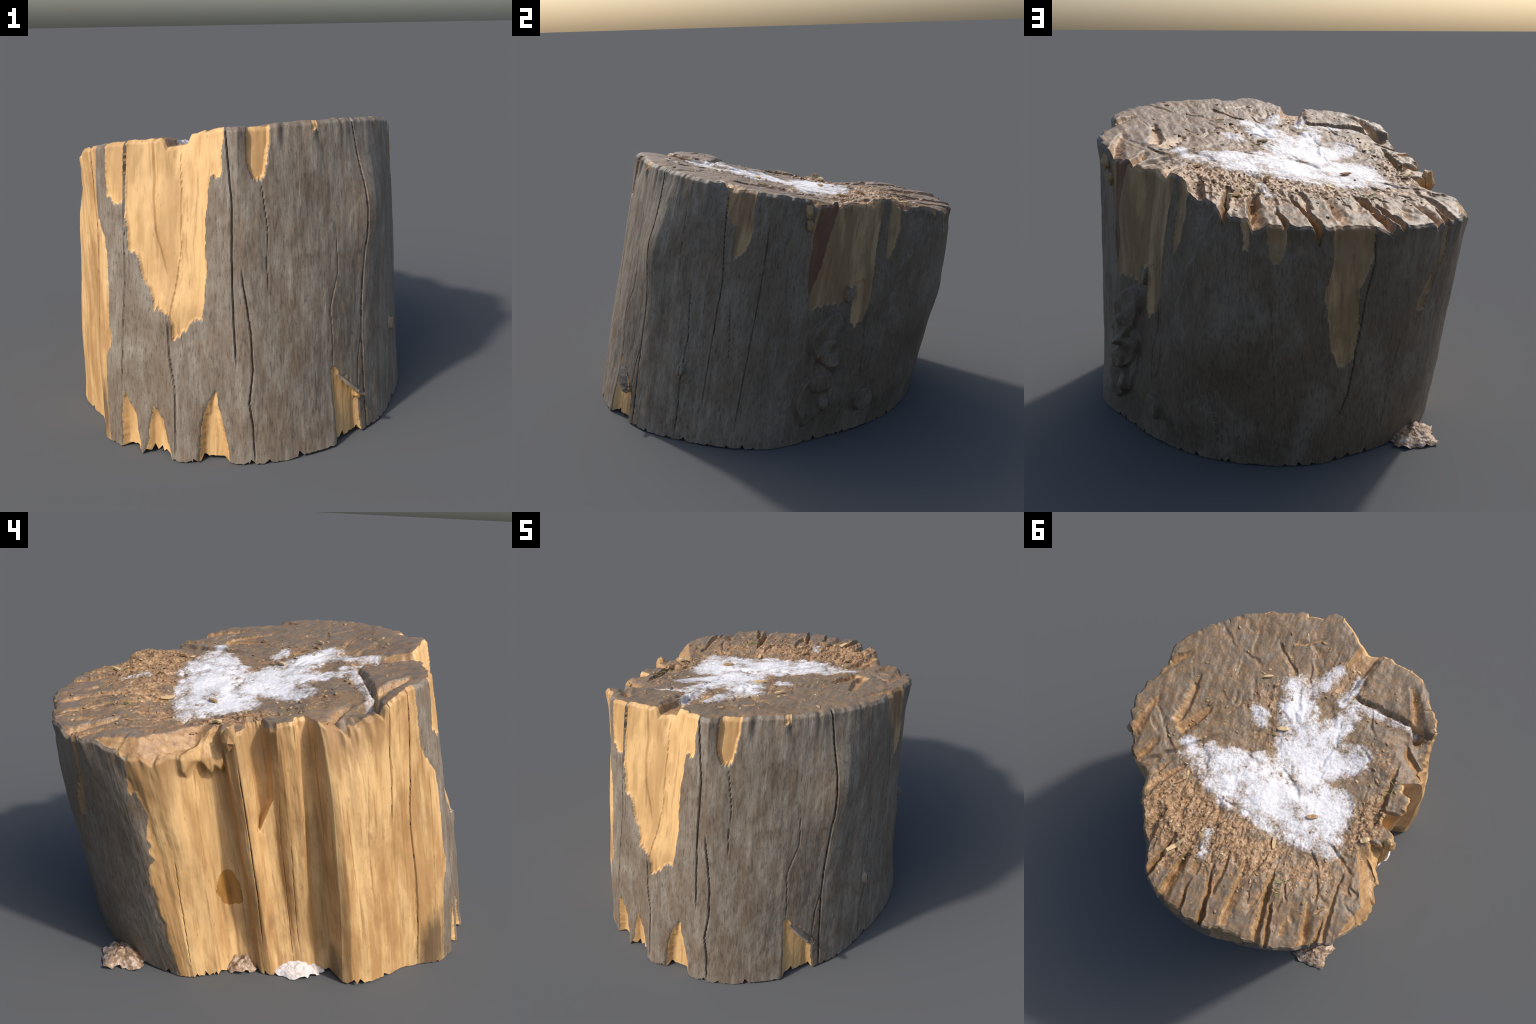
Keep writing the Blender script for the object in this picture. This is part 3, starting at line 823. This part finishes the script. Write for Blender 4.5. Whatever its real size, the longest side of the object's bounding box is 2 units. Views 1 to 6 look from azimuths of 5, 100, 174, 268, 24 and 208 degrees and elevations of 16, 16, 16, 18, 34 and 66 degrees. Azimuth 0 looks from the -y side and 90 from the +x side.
def prism(path, width, thick, parent, name, material, tip=.25):
    """a flat splinter along a path of points"""
    vs = []
    n = len(path)
    for i, p in enumerate(path):
        p = Vector(p)
        d = (Vector(path[min(i + 1, n - 1)]) - Vector(path[max(i - 1, 0)])).normalized()
        side = d.cross(Vector((0, 0, 1)))
        if side.length < 1e-3:
            side = Vector((1, 0, 0))
        side.normalize()
        up = side.cross(d)
        k = tip + (1 - tip) * math.sin(math.pi * (i + .35) / (n - .3)) ** .6
        for a, b in ((-1, -1), (1, -1), (1, 1), (-1, 1)):
            vs.append(p + side * a * width * k * .5 + up * b * thick * k * .5)
    v = np.array(vs)
    q = []
    for i in range(n - 1):
        for j in range(4):
            q.append((i * 4 + j, i * 4 + (j + 1) % 4, (i + 1) * 4 + (j + 1) % 4, (i + 1) * 4 + j))
    q += [(3, 2, 1, 0), tuple((n - 1) * 4 + j for j in range(4))]
    o = mesh_from(name, v, np.array(q), None, None, material, parent)
    o.data.polygons.foreach_set("use_smooth", np.zeros(len(o.data.polygons), bool))
    return o

def on_top(x, y, lift=.006):
    return (x, y, float(top_height(np.array([x]), np.array([y]))[0]) + lift)

for x0, y0, x1, y1, w, mat in [(.150,.690,.205,.790,.020,PALE),(-.02,-.055,.03,-.03,.022,PALE),(-.22,.44,-.245,.50,.018,PALE),
        (.02,.50,.05,.54,.012,CHIP),(-.60,.255,-.635,.225,.026,PALE),(-.31,.28,-.36,.25,.022,CHIP),(.30,.42,.33,.47,.012,CHIP),(.22,-.22,.18,-.25,.012,PALE)]:
    pts = [on_top(x0 + (x1 - x0) * t, y0 + (y1 - y0) * t, .010) for t in np.linspace(0, 1, 6)]
    prism(pts, w, .010, stump, "splinter", mat)

# dry grass caught in two cuts
blades = []
for gx0, gy0 in ((-.605, -.03), (-.36, .64)):
    for i in range(9):
        a = r.uniform(0, 6.28)
        x0, y0 = gx0 + r.uniform(-.02, .02), gy0 + r.uniform(-.05, .05)
        z0 = on_top(x0, y0, 0)[2]
        l = r.uniform(.02, .045)
        pts = [(x0 + math.cos(a) * l * t, y0 + math.sin(a) * l * t, z0 + .022 * t - .010 * t * t) for t in np.linspace(0, 1, 5)]
        blades.append(prism(pts, .004, .0015, stump, "grass_blade", GRASS, .2))

# ------------------------------------------------------------------ pieces standing off the side
def side_at(phi, z, out=0.0):
    p, h = np.array([phi], float), np.array([z], float)
    x, y, _ = side_point(p, h)
    a = math.radians(phi)
    return Vector((x[0] + out * math.sin(a), y[0] - out * math.cos(a), z))

def bent_piece(points, width, thick, name, material):
    return prism([tuple(side_at(*p)) for p in points], width, thick, stump, name, material, .5)

def lump(phi, z, out, size, name, material, seed, rough=.3, n=14, m=20):
    v, q = rock(seed, n, m, rough)
    a = math.radians(phi)
    rot = np.array([[math.cos(a), math.sin(a), 0], [math.sin(a), -math.cos(a), 0], [0, 0, 1]]).T   # tangent, outward, up
    w = (v * np.array(size)) @ rot.T + np.array(side_at(phi, z, out))
    if np.linalg.det(rot) < 0:
        q = q[:, ::-1]
    return mesh_from(name, w, q, None, None, material, stump)

bent_piece([(35.5, .295, -.004), (37.5, .268, .006), (39.5, .240, .016), (41.5, .212, .026), (43.3, .190, .030), (44.2, .176, .018)], .042, .014, "curled_flap", BARK)
lump(43.0, .182, .010, (.016, .018, .016), "curled_flap", PEEL, 42, .25)
lump(104.8, 1.19, .004, (.018, .020, .035), "loose_nub", PEEL_DULL, 43, .25)
lump(106.0, 1.125, .004, (.016, .018, .030), "loose_nub", PEEL_DULL, 44, .25)

for spec in ((266.6, 1.065, .002, (.028, .032, .050), "broken_stub", WOOD, 45, .22, 6, 7), (259.0, 1.035, -.030, (.024, .020, .030), "pale_fragment", PALE, 46, .3, 5, 6)):
    o = lump(*spec)
    o.data.polygons.foreach_set("use_smooth", np.zeros(len(o.data.polygons), bool))

# ------------------------------------------------------------------ frozen soil and snow stuck to the foot
def foot_clump(x, y, size, height, name, material, seed, n=44):
    """low heap with a broken outer edge, standing on the ground"""
    rr = np.random.default_rng(seed)
    th = np.linspace(0, 2 * math.pi, n, endpoint=False)
    rings = 16
    o = rr.random(2) * 40
    T, Q = np.meshgrid(th, np.linspace(0, 1, rings), indexing="ij")
    edge = 1 + .35 * perlin(np.cos(T) * 1.6 + o[0], np.sin(T) * 1.6 + o[1], 0) + .25 * perlin(np.cos(T) * 5 + o[1], np.sin(T) * 5, 2)
    X = x + np.cos(T) * Q * size[0] * edge
    Y = y + np.sin(T) * Q * size[1] * edge
    Z = height * (1 - Q ** 1.7) ** .8 + .35 * height * fbm(X * 32, Y * 32, o[0], 3, .6) * (1 - Q ** 4)
    Z = np.maximum(Z, 0) + .002
    Z[:, -1] = np.where(rr.random(n) < .4, .014, .001)
    vs = np.stack([X, Y, Z], -1).reshape(-1, 3)
    idx = np.arange(n * rings).reshape(n, rings)
    a, b = idx, np.roll(idx, -1, 0)
    q = np.stack([a[:, :-1], a[:, 1:], b[:, 1:], b[:, :-1]], -1).reshape(-1, 4)
    return mesh_from(name, vs, q, None, None, material, stump)

foot_clump(-.595, .610, (.105, .100), .050, "soil_clump", SOIL, 3)
foot_clump(-.650, .095, (.050, .070), .062, "soil_clump", SOIL, 8)
foot_clump(-.650, -.13, (.066, .130), .062, "snow_lump", SNOW, 14)
